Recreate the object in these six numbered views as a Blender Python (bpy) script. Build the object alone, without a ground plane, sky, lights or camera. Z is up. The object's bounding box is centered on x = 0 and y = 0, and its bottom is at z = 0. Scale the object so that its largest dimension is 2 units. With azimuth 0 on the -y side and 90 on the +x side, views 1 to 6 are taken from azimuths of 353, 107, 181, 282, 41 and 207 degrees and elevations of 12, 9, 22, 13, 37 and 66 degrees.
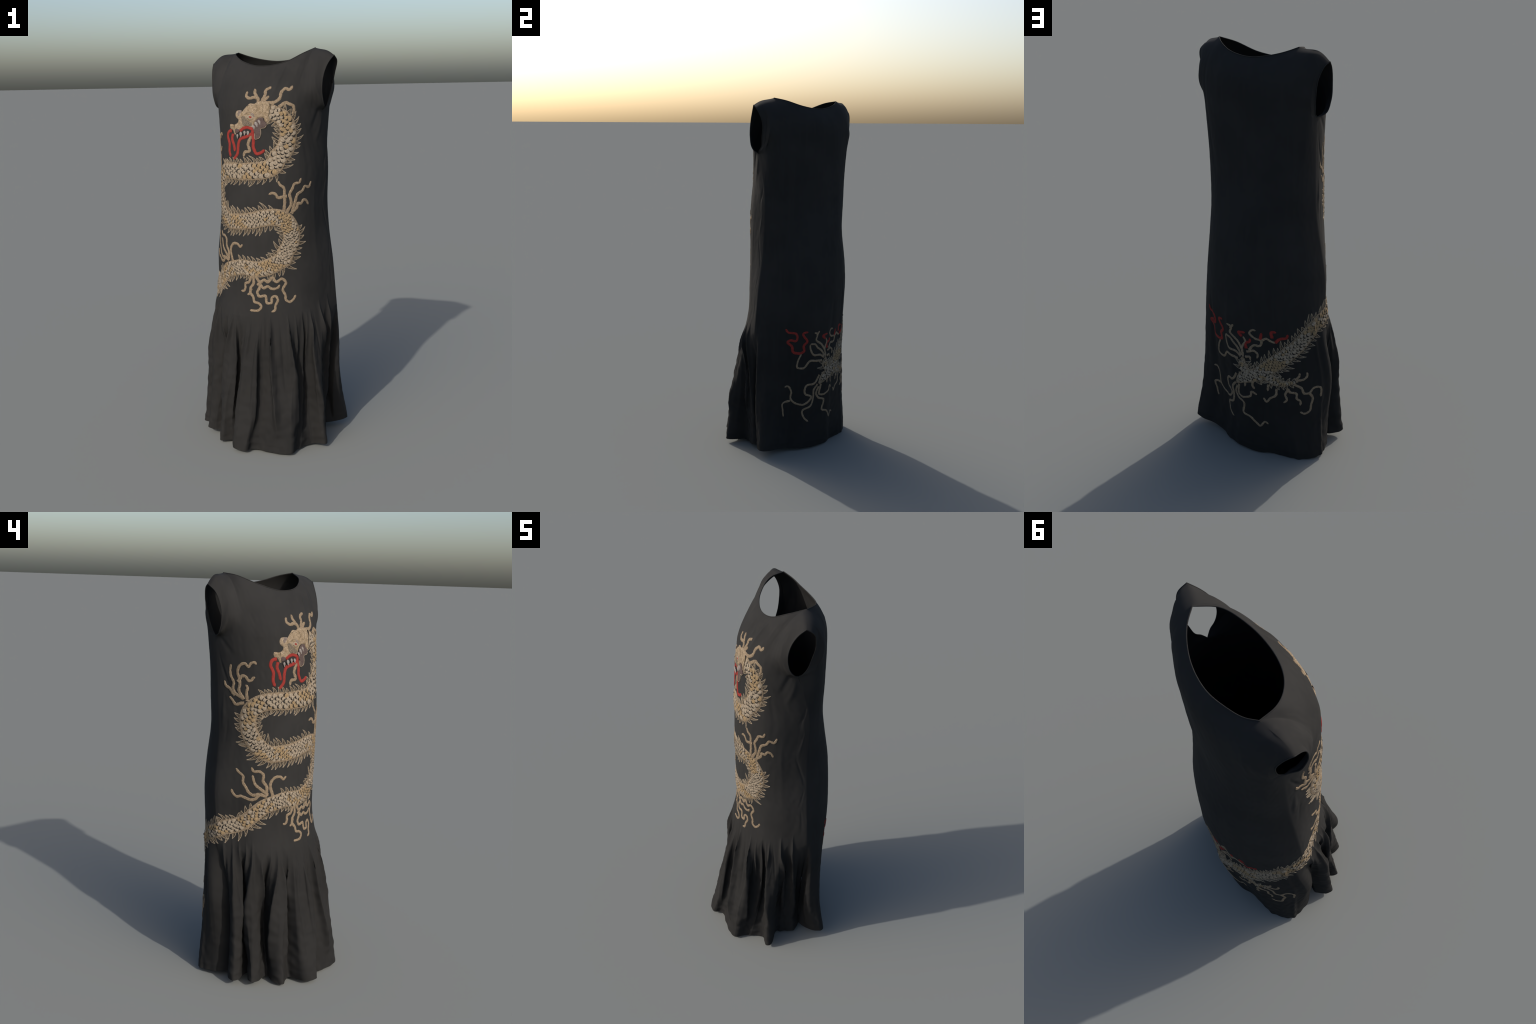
# ---------------------------------------------------------------------------
# A long sleeveless black dress standing as if worn, with an embroidered dragon
# winding round it.  The dress is lofted from garment cross-sections: a front
# and a back panel that meet at the side seams and the shoulder seams.
# Local garment frame: X = wearer's right-to-left seen from the front (to the
# viewer's right), F = forward, z = up.
# ---------------------------------------------------------------------------
import math
import numpy as np

YAW = math.radians(-35.5)
ORIGIN = np.array([0.03, 0.14, 0.0])
AX = np.array([math.cos(YAW), math.sin(YAW), 0.0])
AF = np.array([math.sin(YAW), -math.cos(YAW), 0.0])
AZ = np.array([0.0, 0.0, 1.0])


def to_world(q):
    q = np.asarray(q, float)
    return ORIGIN + q[..., 0:1] * AX + q[..., 1:2] * AF + q[..., 2:3] * AZ


def to_local(p):
    d = np.asarray(p, float) - ORIGIN
    return np.stack([d @ AX, d @ AF, d[..., 2]], -1)


def hermite(knots, values, x):
    """smooth curve through knots; linear continuation outside"""
    k, y = np.asarray(knots, float), np.asarray(values, float)
    x = np.asarray(x, float)
    flat = y.ndim == 1
    if flat:
        y = y[:, None]
    m = np.gradient(y, k, axis=0)
    i = np.clip(np.searchsorted(k, x) - 1, 0, len(k) - 2)
    h = (k[i + 1] - k[i])[..., None]
    t = np.clip((x - k[i])[..., None] / h, -0.4, 1.4)
    r = ((2 * t**3 - 3 * t**2 + 1) * y[i] + (t**3 - 2 * t**2 + t) * h * m[i]
         + (-2 * t**3 + 3 * t**2) * y[i + 1] + (t**3 - t**2) * h * m[i + 1])
    return r[..., 0] if flat else r


def curve(points, t):
    """Catmull-Rom curve through points, t in 0..1 by chord length"""
    p = np.asarray(points, float)
    s = np.r_[0, np.cumsum(np.linalg.norm(np.diff(p, axis=0), axis=1))]
    return hermite(s / s[-1], p, t)


def smooth(x, a, b):
    t = np.clip((x - a) / (b - a), 0, 1)
    return t * t * (3 - 2 * t)


# Body cross-sections: height, centre X, centre F, half width, depth to the
# front, depth to the back, twist in degrees, roundness front, roundness back
SECTIONS = np.array([
    (0.00, 0.019, 0.016, 0.396, 0.438, 0.124, 8.8, 2.54, 2.25),
    (0.20, 0.019, 0.038, 0.370, 0.382, 0.169, 7.1, 2.59, 1.82),
    (0.40, 0.013, 0.042, 0.354, 0.340, 0.201, 7.0, 2.41, 1.59),
    (0.62, 0.017, 0.033, 0.332, 0.306, 0.204, 5.2, 2.14, 1.67),
    (0.80, 0.015, 0.030, 0.315, 0.281, 0.213, 3.5, 1.90, 1.78),
    (0.95, 0.009, 0.041, 0.308, 0.265, 0.222, 1.7, 1.94, 1.92),
    (1.10, 0.009, 0.051, 0.289, 0.254, 0.223, -0.1, 2.04, 2.10),
    (1.25, 0.014, 0.054, 0.275, 0.250, 0.204, -2.1, 2.18, 2.22),
    (1.40, 0.014, 0.038, 0.277, 0.260, 0.168, -1.9, 2.23, 2.28),
    (1.55, 0.007, 0.015, 0.279, 0.274, 0.145, 1.0, 2.24, 2.16),
    (1.70, 0.005, -0.000, 0.290, 0.273, 0.133, 1.0, 2.36, 2.02),
])

# the side seams: how far forward they lie at each height (garment frame)
SEAM_RIGHT = [(0.0, 0.028), (0.40, 0.016), (0.76, 0.014), (1.2, 0.006), (1.5, 0.004), (1.62, 0.030), (1.70, 0.060)]
SEAM_LEFT = [(0.0, 0.172), (0.39, 0.162), (0.72, 0.104), (1.1, 0.070), (1.4, 0.045), (1.60, 0.035), (1.70, 0.033)]

# how far each side seam stands out, by height
SEAM_RIDGE_LEFT = [(0.0, 0.0), (0.15, 0.005), (0.35, 0.013), (0.60, 0.018), (0.85, 0.015), (1.1, 0.011), (1.4, 0.009), (1.60, 0.003), (1.70, 0.0)]
SEAM_RIDGE_RIGHT = [(0.0, 0.0), (0.15, 0.005), (0.40, 0.012), (0.80, 0.013), (1.1, 0.012), (1.4, 0.010), (1.60, 0.004), (1.66, 0.0), (1.70, 0.0)]

H_ARM = 1.700     # rows below this height are closed sections, above are yokes
H_TOP = 2.00


def section(z, th):
    """garment point on the cross-section at height z, angle th (0 = viewer's
    right, pi/2 = front, pi = left)"""
    q = hermite(SECTIONS[:, 0], SECTIONS[:, 1:], z)
    cx, cf, a, bf, bb, tw, nf, nb = [q[..., i] for i in range(8)]
    tw = np.radians(tw)
    c, s = np.cos(th), np.sin(th)
    f = s > 0
    n = np.where(f, nf, nb)
    b = np.where(f, bf, bb)
    X = a * np.sign(c) * np.abs(c) ** (2 / n)
    Y = -b * np.sign(s) * np.abs(s) ** (2 / n)
    return np.stack([cx + X * np.cos(tw) - Y * np.sin(tw), cf - X * np.sin(tw) - Y * np.cos(tw),
                     np.broadcast_to(z, X.shape)], -1)


def seam_angles(z):
    """angles of the right and left seam at each height"""
    z = np.atleast_1d(z)
    d = np.linspace(-0.9, 0.9, 241)
    out = []
    for base, table in ((0.0, SEAM_RIGHT), (math.pi, SEAM_LEFT)):
        th = base + d
        F = section(z[:, None], np.broadcast_to(th, (len(z), len(d))))[..., 1]
        want = hermite(*np.array(table).T, z)
        out.append(th[np.argmin(np.abs(F - want[:, None]), 1)])
    k = np.ones(9) / 9
    return [np.convolve(np.pad(o, 4, mode="edge"), k, "valid") for o in out]


# Hem line on the floor, in world x, y, z: deep folds of the pleated front ...
HEM_FRONT = [
    (-0.268, 0.128, 0.03), (-0.318, 0.136, 0.03), (-0.368, 0.130, 0.03), (-0.386, 0.108, 0.03), (-0.360, 0.080, 0.03),
    (-0.296, 0.066, 0.03), (-0.284, 0.050, 0.03), (-0.335, 0.044, 0.03), (-0.370, 0.018, 0.03), (-0.352, -0.012, 0.025),
    (-0.285, -0.028, 0.02), (-0.270, -0.046, 0.02), (-0.302, -0.072, 0.015), (-0.325, -0.108, 0.012), (-0.318, -0.136, 0.012),
    (-0.270, -0.140, 0.014), (-0.242, -0.152, 0.016), (-0.254, -0.190, 0.018), (-0.268, -0.226, 0.018), (-0.236, -0.278, 0.018),
    (-0.206, -0.286, 0.015), (-0.180, -0.266, 0.014), (-0.150, -0.268, 0.012), (-0.108, -0.296, 0.010), (-0.060, -0.326, 0.010),
    (-0.005, -0.350, 0.012), (0.026, -0.346, 0.012), (0.050, -0.306, 0.010), (0.082, -0.276, 0.008), (0.120, -0.252, 0.010),
    (0.146, -0.248, 0.012), (0.172, -0.272, 0.020), (0.203, -0.288, 0.020), (0.216, -0.264, 0.020), (0.194, -0.216, 0.018),
    (0.178, -0.186, 0.016), (0.194, -0.150, 0.016), (0.228, -0.126, 0.018), (0.250, -0.102, 0.020), (0.246, -0.070, 0.025),
    (0.234, -0.042, 0.030)]
# ... and the plain, gently waving back, from the same right seam round to the left one
HEM_BACK = [
    (0.234, -0.042, 0.030), (0.272, -0.052, 0.036), (0.325, -0.052, 0.042), (0.374, -0.028, 0.045), (0.382, 0.005, 0.044), (0.340, 0.040, 0.036),
    (0.285, 0.066, 0.028), (0.234, 0.110, 0.018), (0.192, 0.165, 0.010), (0.135, 0.230, 0.008), (0.050, 0.278, 0.004), (-0.045, 0.296, 0.001),
    (-0.125, 0.326, 0.000), (-0.205, 0.334, 0.003), (-0.262, 0.308, 0.014), (-0.292, 0.252, 0.020), (-0.298, 0.200, 0.024),
    (-0.280, 0.150, 0.028), (-0.268, 0.128, 0.030)]

# Yoke edges in the garment frame
NECK_FRONT = [(-0.213, -0.004, 1.989), (-0.193, 0.062, 1.980), (-0.112, 0.136, 1.941), (-0.006, 0.165, 1.915), (0.124, 0.143, 1.930),
              (0.200, 0.085, 1.973), (0.230, 0.006, 2.000)]
NECK_BACK = [(-0.213, -0.004, 1.989), (-0.176, -0.033, 1.973), (-0.108, -0.061, 1.954), (-0.021, -0.084, 1.943), (0.094, -0.078, 1.957),
             (0.188, -0.034, 1.988), (0.230, 0.006, 2.000)]
ARM_RIGHT_FRONT = [(0.343, 0.039, 1.961), (0.327, 0.071, 1.927), (0.317, 0.097, 1.884), (0.311, 0.114, 1.790), (0.312, 0.098, 1.736), (0.310, 0.081, 1.717)]
ARM_RIGHT_BACK = [(0.343, 0.039, 1.961), (0.344, 0.006, 1.938), (0.325, -0.013, 1.877), (0.312, 0.004, 1.787), (0.303, 0.023, 1.733), (0.304, 0.040, 1.715)]
ARM_LEFT_FRONT = [(-0.339, 0.040, 1.936), (-0.325, 0.075, 1.906), (-0.312, 0.102, 1.844), (-0.306, 0.103, 1.762), (-0.300, 0.077, 1.713), (-0.290, 0.055, 1.703)]
ARM_LEFT_BACK = [(-0.339, 0.040, 1.936), (-0.332, 0.018, 1.924), (-0.317, -0.006, 1.877), (-0.300, -0.004, 1.797), (-0.288, 0.012, 1.732), (-0.283, 0.021, 1.712)]
ARMPIT_RIGHT, ARMPIT_LEFT = (0.306, 0.064, 1.712), (-0.278, 0.034, 1.698)
# how the cloth arrives at the top edge: inward, upward, lift from below
YOKE_FRONT = (0.12, 0.46, 0.132, -0.38, 0.18, 0.10)
YOKE_BACK = (0.183, 0.35, 0.232, -0.125, 0.43, 0.083)
NECK_U = 0.62     # share of a yoke's top edge that belongs to the neckline


SKIRT_SEAM = 0.668   # where the pleated skirt is sewn to the front


def crumple(x, y):
    """smooth irregular relief made of crossing, bent waves"""
    a = np.sin(x + 1.7 * np.sin(0.61 * y + 0.3)) * np.sin(y * 1.13 + 1.3 * np.sin(0.83 * x))
    b = np.sin(1.9 * x - 0.7 * y + 2.0 * np.sin(0.47 * y + 1.1 + 0.3 * x))
    c = np.sin(2.7 * y + 0.9 * x + 1.5 * np.sin(1.31 * x - 0.4 * y))
    return a + 0.5 * b + 0.4 * c


class Panel:
    """One cloth panel: grid over u in -1..1 (front: left to right; back: left
    seam to right seam) and nominal height h (rows)."""

    def __init__(self, front, columns, low_rows, yoke_rows):
        self.front = front
        self.u = np.linspace(-1, 1, columns)
        hl = np.linspace(0, 1, low_rows) * H_ARM
        hy = H_ARM + (H_TOP - H_ARM) * np.linspace(0, 1, yoke_rows + 1)[1:]
        self.h = np.r_[hl, hy]
        low = self.lower(hl)
        P = np.concatenate([low, self.yoke(hl, low, np.linspace(0, 1, yoke_rows + 1)[1:])], 0)
        for f in FOLDS:
            if f[0] == ("front" if front else "back"):
                P = self.fold(P, self.h, *f[1:])
        # fine crumple, strongest on the pleats, plus the stitched seam and hem line
        uu, hh = np.meshgrid(self.u, self.h)
        low = smooth(-hh, -0.66, -0.30)
        r = crumple(uu * 9 + (0 if front else 40), hh * 9) * 0.0008 + crumple(uu * 34 + 7, hh * 46) * 0.0011
        r = r * (0.25 + (1.3 if front else 0.5) * low)
        r += crumple(uu * 10 + 3, hh * 1.3 + 5) * 0.0012
        if front:
            # many narrow creases running down from the gathered seam
            fine = np.abs(np.sin(uu * 31 + 0.9 * np.sin(uu * 9.0 + hh * 2.2) + 0.4 * np.sin(hh * 7 + uu * 21))) ** 0.55
            deep = 0.5 + 0.5 * np.sin(uu * 13.7 + 1.9 * np.sin(uu * 5.1 + 0.7) + 1.3 * np.sin(hh * 4.1 + uu * 3))
            r -= 0.0085 * (1 - fine) * deep * smooth(-hh, -0.66, -0.52) * (0.35 + 0.65 * smooth(hh, 0.0, 0.30))
            r -= 0.0007 * np.exp(-((hh - SKIRT_SEAM) / 0.006) ** 2) * np.exp(-((uu + 0.15) / 0.35) ** 2)
        r -= 0.0010 * np.exp(-((hh - 0.035) / 0.006) ** 2)
        r *= (1 - smooth(np.abs(uu), 0.95, 1.0)) * (1 - smooth(hh, 1.90, 1.97))
        N = grid_normals(P)
        P = P + (N if front else -N) * r[..., None]
        self.local = P

    # -- skirt and body -------------------------------------------------------
    def angles(self, z):
        r, l = seam_angles(z)
        s = (self.u + 1) / 2
        if self.front:
            return l[:, None] + (r - l)[:, None] * s
        return l[:, None] + (r + 2 * math.pi - l)[:, None] * s

    def lower(self, hl):
        th = self.angles(hl)
        S = section(np.broadcast_to(hl[:, None], th.shape), th)
        pts = np.array(HEM_FRONT if self.front else HEM_BACK[::-1])
        if self.front:
            pass
        loc = to_local(pts)
        # where along the panel each hem point belongs: part by arc, part by angle
        arc = np.r_[0, np.cumsum(np.linalg.norm(np.diff(loc, axis=0), axis=1))]
        arc = 2 * arc / arc[-1] - 1
        S0 = S[0]
        c = np.array([0.02, 0.03])
        ang0 = np.unwrap(np.arctan2(S0[:, 1] - c[1], S0[:, 0] - c[0]))
        ang = np.unwrap(np.arctan2(loc[:, 1] - c[1], loc[:, 0] - c[0]))
        ang += 2 * math.pi * round((ang0[0] - ang[0]) / (2 * math.pi))
        if ang0[-1] < ang0[0]:
            ua = np.interp(-ang, -ang0, self.u)
        else:
            ua = np.interp(ang, ang0, self.u)
        mix = 0.45 if self.front else 0.35
        uh = mix * arc + (1 - mix) * ua
        uh[0], uh[-1] = -1, 1
        uh = np.maximum.accumulate(uh + 1e-4 * np.arange(len(uh)))
        uh = -1 + 2 * (uh - uh[0]) / (uh[-1] - uh[0])
        self.hem_u = uh
        hem = hermite(uh, loc, self.u)
        delta = hem - S0
        top = 0.665 + 0.025 * np.sin(self.u * 17.0) + 0.02 * np.sin(self.u * 41 + 1)
        t = np.clip((top - hl[:, None]) / top, 0, 1)
        A = ((1 - np.exp(-(t / 0.27) ** 1.6)) * (1 + 0.18 * np.sin(math.pi * t)) if self.front else smooth(t, 0, 1) * 0.5 + 0.5 * t)
        if self.front:      # on the left flank the folds deepen more slowly
            g = 0.75 * (smooth(self.u, 0.50, 0.62) * (1 - smooth(self.u, 0.90, 0.97)))[None]
            A = A * (1 - g) + g * t**1.2
        e = smooth(np.abs(self.u), 0.90, 1.0)[None]
        ts = np.clip((0.70 - hl[:, None]) / 0.70, 0, 1)
        A = A * (1 - e) + e * np.sin(ts * math.pi / 2) ** 1.15
        P = S.copy()
        full = np.sin(np.clip(hl / 0.62, 0, 1) * math.pi)[:, None]
        P[..., :2] += (0.0 if self.front else 0.008) * full[..., None] * (S[..., :2] - c) / np.linalg.norm(S[..., :2] - c, axis=-1, keepdims=True)
        # folds sink in quickly below the seam, ridges swell out only slowly
        radial = (S0[:, :2] - c) / np.linalg.norm(S0[:, :2] - c, axis=-1, keepdims=True)
        dr = (delta[:, :2] * radial).sum(-1)
        slow = np.minimum(A, t**1.25) if self.front else A
        side = delta[:, :2] - dr[:, None] * radial
        ar = np.where(dr[None] > 0, slow, A)
        P[..., :2] += ar[..., None] * (dr[:, None] * radial)[None] + np.minimum(A, 0.25 * A + 0.75 * slow)[..., None] * side[None]
        # the side seams stand out as a soft corner; low down the seam itself
        # sinks between the pleats and the corner moves onto the back panel
        for sgn, amp in ((-1, SEAM_RIDGE_LEFT), (1, SEAM_RIDGE_RIGHT)):
            w = 1 - self.u * sgn
            up = smooth(hl, 0.42, 0.80)[:, None]
            if self.front:
                r = (0.45 * np.exp(-w / 0.10) + 0.55 * np.clip(1 - w / 0.5, 0, 1) ** 2.2 - 0.42 * np.exp(-((w - 0.21) / 0.11) ** 2))[None] * up
            else:
                r = np.exp(-w / 0.07)[None] * up + ((1 - up) * np.exp(-((w - 0.10) / 0.06) ** 2) * (1 - np.exp(-(w / 0.03) ** 2)))
            out = (S[..., :2] - c) / np.linalg.norm(S[..., :2] - c, axis=-1, keepdims=True)
            P[..., :2] += out * (hermite(*np.array(amp).T, hl)[:, None] * r)[..., None]
        # the hem floats a little above the floor in places
        P[..., 2] += (1 - hl[:, None] / H_ARM) ** 4 * delta[None, :, 2]
        return P

    def fold(self, P, hl, u1, z1, u2, z2, depth, width):
        """a groove (depth < 0) or ridge that runs from (u1, z1) down to (u2, z2)"""
        k = np.clip((z1 - hl) / (z1 - z2), 0, 1)[:, None]
        uc = u1 + (u2 - u1) * k
        run = smooth(hl, z2 - 0.06 if z2 > 0.05 else -1.0, z2 + 0.10 if z2 > 0.05 else -0.5) * (1 - smooth(hl, z1 - 0.13, z1 + 0.05))
        w = width * (0.55 + 0.45 * k)
        g = np.exp(-np.abs((self.u[None] - uc) / w) ** (1.45 if z1 < 0.8 else 2.0)) * run[:, None] * depth * (1 - smooth(np.abs(self.u), 0.94, 1.0))[None]
        N = grid_normals(P)
        if not self.front:
            N = -N
        return P + N * g[..., None]

    # -- yoke above the armpits ------------------------------------------------
    def edges(self):
        if self.front:
            neck, al, ar = NECK_FRONT, ARM_LEFT_FRONT, ARM_RIGHT_FRONT
        else:
            neck, al, ar = NECK_BACK, ARM_LEFT_BACK, ARM_RIGHT_BACK
        return np.array(neck), np.array(list(al) + [ARMPIT_LEFT])[::-1], np.array(list(ar) + [ARMPIT_RIGHT])[::-1]

    def yoke(self, hl, low, w):
        neck, al, ar = self.edges()
        u = self.u
        # top edge: shoulder, neckline, shoulder
        E = np.empty((len(u), 3))
        mid = np.abs(u) <= NECK_U
        E[mid] = curve(neck, (u[mid] / NECK_U + 1) / 2)
        for sgn, tip, nk in ((-1, al[-1], neck[0]), (1, ar[-1], neck[-1])):
            m = (u * sgn) > NECK_U
            k = (np.abs(u[m]) - NECK_U) / (1 - NECK_U)
            E[m] = nk + (tip - nk) * k[:, None]
            E[m, 2] += (0.019 if sgn < 0 else 0.008) * (np.sin(k * math.pi) - 0.3 * np.sin(k * 2 * math.pi))
        B = low[-1]
        dh = H_TOP - H_ARM
        ty = YOKE_FRONT if self.front else YOKE_BACK
        Tb = (low[-1] - low[-4]) / (hl[-1] - hl[-4]) * ty[4]
        # how the cloth arrives at the top edge
        a = np.abs(u)
        s = smooth(a, 0.30, 0.95)
        side = -1.0 if self.front else 1.0
        Te = np.stack([-ty[5] * np.sign(u) * a * (1 - s), side * (ty[0] + ty[1] * s), ty[2] + ty[3] * s], -1)
        W = w[:, None, None]
        k = np.hanning(int(len(u) * 0.22) | 1)
        pad = len(k) // 2
        Es = np.stack([np.convolve(np.r_[2 * E[0, i] - E[pad:0:-1, i], E[:, i], 2 * E[-1, i] - E[-2:-pad - 2:-1, i]], k / k.sum(), "valid")
                       for i in range(3)], 1)
        E = Es + (E - Es) * W**3
        H = ((2 * W**3 - 3 * W**2 + 1) * B + (W**3 - 2 * W**2 + W) * Tb + (-2 * W**3 + 3 * W**2) * E + (W**3 - W**2) * Te)
        for k, (sgn, c) in enumerate(((-1, al), (1, ar))):
            col = 0 if sgn < 0 else -1
            c = c.copy()
            c[0] = B[col]
            side = curve(c, w)
            diff = side - H[:, col]
            g = smooth(u * sgn, 0.35, 1.0) ** 1.6
            g = g[None] * (smooth(w, 0, 0.5)[:, None] * (1 - g[None] ** 8) + g[None] ** 8)
            H = H + diff[:, None] * g[..., None]
        return H


def grid_normals(P):
    du = np.gradient(P, axis=1)
    dv = np.gradient(P, axis=0)
    n = np.cross(du, dv)
    return n / np.maximum(np.linalg.norm(n, axis=-1, keepdims=True), 1e-9)


# soft folds pressed into the cloth: panel, start (u, height), end (u, height),
# depth in metres (negative = groove), half width in u
FOLDS = [
    ("front", -0.925, 0.7, -0.925, 0.04, -0.0150, 0.0300),
    ("back", -0.82, 1.99, -0.84, 1.78, 0.0045, 0.140),
    ("front", 0.1, 0.66, 0.180, 0.10, -0.0289, 0.0255),
    ("front", -0.513, 0.6, -0.462, 0.32, -0.0184, 0.0187),
    ("front", -0.75, 0.69, -0.812, 0.26, -0.0184, 0.0255),
    ("front", -0.206, 0.65, -0.166, 0.38, -0.0131, 0.0187),
    ("front", -0.285, 0.62, -0.247, 0.10, -0.0315, 0.0238),
    ("front", 0.555, 0.67, 0.645, 0.18, -0.0263, 0.0221),
    ("front", 0.45, 0.67, 0.426, 0.16, -0.0184, 0.0204),
    ("front", 0.69, 0.71, 0.819, 0.16, -0.0236, 0.0255),
    ("front", 0.832, 0.73, 0.923, 0.16, -0.0184, 0.0238),
        ("front", -0.02, 0.55, 0.007, 0.10, -0.0210, 0.0187),
    ("front", 0.29, 0.66, 0.354, 0.11, -0.0236, 0.0221),
    ("front", -0.33, 0.66, -0.400, 0.11, -0.0236, 0.0238),
    ("front", -0.6, 0.69, -0.693, 0.11, -0.0236, 0.0255),
    ("front", 0.2, 0.64, 0.24, 0.3, 0.0075, 0.0255),
    ("front", 0.35, 0.58, 0.37, 0.36, 0.0075, 0.0136),
    # drag lines from the neckline and the armpits
    ("front", 0.16, 1.97, 0.12, 1.8, -0.0035, 0.0300),
    ("front", 0.27, 1.97, 0.22, 1.78, -0.0040, 0.0300),
    ("front", 0.05, 1.97, 0.03, 1.84, -0.0025, 0.0300),
    ("front", -0.12, 1.97, -0.1, 1.82, -0.0025, 0.0350),
    ("front", 0.98, 1.74, 0.74, 1.6, 0.0060, 0.0500),
    ("front", -0.98, 1.72, -0.78, 1.62, 0.0050, 0.0500),
    ("front", 0.62, 1.6, 0.58, 1.36, 0.0015, 0.0400),
    ("front", 0.7, 1.3, 0.68, 0.95, -0.0012, 0.0400),
    # small puckers along the sides
    ("front", 0.97, 1.52, 0.86, 1.43, 0.0040, 0.020),
    ("front", 0.92, 1.37, 0.88, 1.26, -0.0030, 0.020),
    ("front", 0.86, 1.22, 0.95, 1.10, 0.0040, 0.020),
    ("front", 0.95, 1.03, 0.88, 0.94, 0.0030, 0.020),
    ("front", 0.90, 0.92, 0.93, 0.80, 0.0030, 0.020),
    ("front", 0.97, 1.68, 0.80, 1.55, -0.0050, 0.040),
    ("front", -0.95, 1.60, -0.86, 1.47, 0.0040, 0.025),
    ("front", -0.92, 1.42, -0.94, 1.29, -0.0050, 0.030),
    ("front", -0.88, 1.30, -0.92, 1.18, 0.0030, 0.025),
    # short gathers where the skirt is sewn on
    ("front", 0.04, 0.67, 0.05, 0.50, -0.0100, 0.016),
    ("front", 0.375, 0.66, 0.385, 0.45, -0.0120, 0.016),
    ("front", 0.51, 0.67, 0.53, 0.42, -0.0120, 0.016),
    ("front", 0.60, 0.67, 0.66, 0.48, 0.0060, 0.016),
    ("front", -0.10, 0.66, -0.10, 0.46, -0.0100, 0.016),
    ("front", -0.40, 0.67, -0.44, 0.40, -0.0060, 0.018),
        ("front", -0.67, 0.69, -0.70, 0.42, -0.0120, 0.018),
    ("front", -0.82, 0.70, -0.85, 0.36, -0.0140, 0.020),
    # back: long soft hangs
    ("back", -0.62, 1.9, -0.6, 1.3, -0.0030, 0.0500),
    ("back", 0.55, 1.94, 0.5, 1.4, 0.0030, 0.0600),
    ("back", -0.35, 0.95, -0.4, 0.02, -0.0060, 0.0400),
    ("back", -0.12, 0.9, -0.15, 0.02, 0.0050, 0.0500),
    ("back", 0.2, 0.85, 0.22, 0.02, -0.0050, 0.0500),
    ("back", 0.48, 0.8, 0.52, 0.02, 0.0060, 0.0500),
    ("back", -0.75, 0.8, -0.72, 0.02, -0.0080, 0.0400),
]


# Lines of the embroidery: (girth, height) on the cloth; girth -1..1 is the front,
# -1..-3 the back, going round the wearer's right side.
DRAGON_SPINE = [
    (0.206, 1.703), (0.296, 1.685), (0.363, 1.666), (0.4, 1.641), (0.411, 1.608), (0.405, 1.572), (0.382, 1.542), (0.321, 1.507), (0.244, 1.48),
    (0.154, 1.431), (0.025, 1.413), (-0.09, 1.407),
    (-0.145, 1.404), (-0.295, 1.406), (-0.423, 1.401), (-0.523, 1.385), (-0.597, 1.358), (-0.628, 1.327), (-0.632, 1.296), (-0.617, 1.263), (-0.582, 1.23), (-0.529, 1.197), (-0.45, 1.167), (-0.366, 1.151), (-0.257, 1.152),
    (-0.159, 1.155), (-0.051, 1.165), (0.088, 1.18), (0.215, 1.182), (0.302, 1.167), (0.352, 1.137), (0.375, 1.101), (0.367, 1.066), (0.333, 1.031), (0.288, 1.002),
    (0.278, 0.978), (0.202, 0.953), (0.113, 0.932), (0.005, 0.917), (-0.108, 0.917), (-0.218, 0.92),
    (-0.315, 0.91), (-0.445, 0.892), (-0.574, 0.849), (-0.696, 0.808), (-0.813, 0.788), (-0.921, 0.777), (-1.016, 0.754),
    (-1.162, 0.731), (-1.277, 0.705), (-1.376, 0.665), (-1.478, 0.623), (-1.589, 0.579), (-1.69, 0.536), (-1.769, 0.502), (-1.85, 0.466), (-1.949, 0.448), (-2.083, 0.423), (-2.154, 0.391),
]
TAIL_BRANCH_UP = [(-1.936, 0.455), (-1.996, 0.479), (-2.03, 0.511), (-2.003, 0.547)]
TAIL_BRANCH_OUT = [(-1.799, 0.494), (-1.749, 0.451), (-1.69, 0.431), (-1.62, 0.429), (-1.547, 0.435), (-1.519, 0.436)]
UPPER_LEFT = [
    [(-0.695, 1.424), (-0.732, 1.45), (-0.717, 1.481), (-0.719, 1.51), (-0.735, 1.534), (-0.722, 1.555), (-0.682, 1.574), (-0.634, 1.579), (-0.598, 1.565), (-0.556, 1.582), (-0.516, 1.586), (-0.493, 1.576)],
    [(-0.713, 1.505), (-0.687, 1.519), (-0.64, 1.518), (-0.613, 1.501), (-0.576, 1.501), (-0.55, 1.514), (-0.524, 1.515)],
    [(-0.714, 1.421), (-0.77, 1.434), (-0.803, 1.457), (-0.791, 1.487), (-0.822, 1.519), (-0.825, 1.546), (-0.808, 1.573)],
    [(-0.808, 1.438), (-0.847, 1.458), (-0.888, 1.468), (-0.905, 1.492)],
    [(-0.705, 1.391), (-0.782, 1.385), (-0.812, 1.402), (-0.849, 1.419)],
    [(-0.638, 1.42), (-0.64, 1.447), (-0.626, 1.468), (-0.647, 1.48)],
]
MIDDLE_RIGHT = [
    [(0.29, 1.228), (0.295, 1.259), (0.288, 1.291), (0.273, 1.331), (0.232, 1.344), (0.206, 1.363)],
    [(0.278, 1.286), (0.213, 1.282), (0.187, 1.298), (0.15, 1.304), (0.108, 1.296)],
    [(0.338, 1.221), (0.371, 1.246), (0.366, 1.271), (0.348, 1.296), (0.378, 1.324), (0.403, 1.348), (0.459, 1.352), (0.484, 1.374)],
    [(0.391, 1.217), (0.421, 1.26), (0.45, 1.297), (0.508, 1.311), (0.541, 1.332), (0.599, 1.327), (0.63, 1.354)],
    [(0.399, 1.213), (0.447, 1.234), (0.455, 1.25), (0.497, 1.249), (0.532, 1.266), (0.58, 1.258), (0.6, 1.24)],
]
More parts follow.
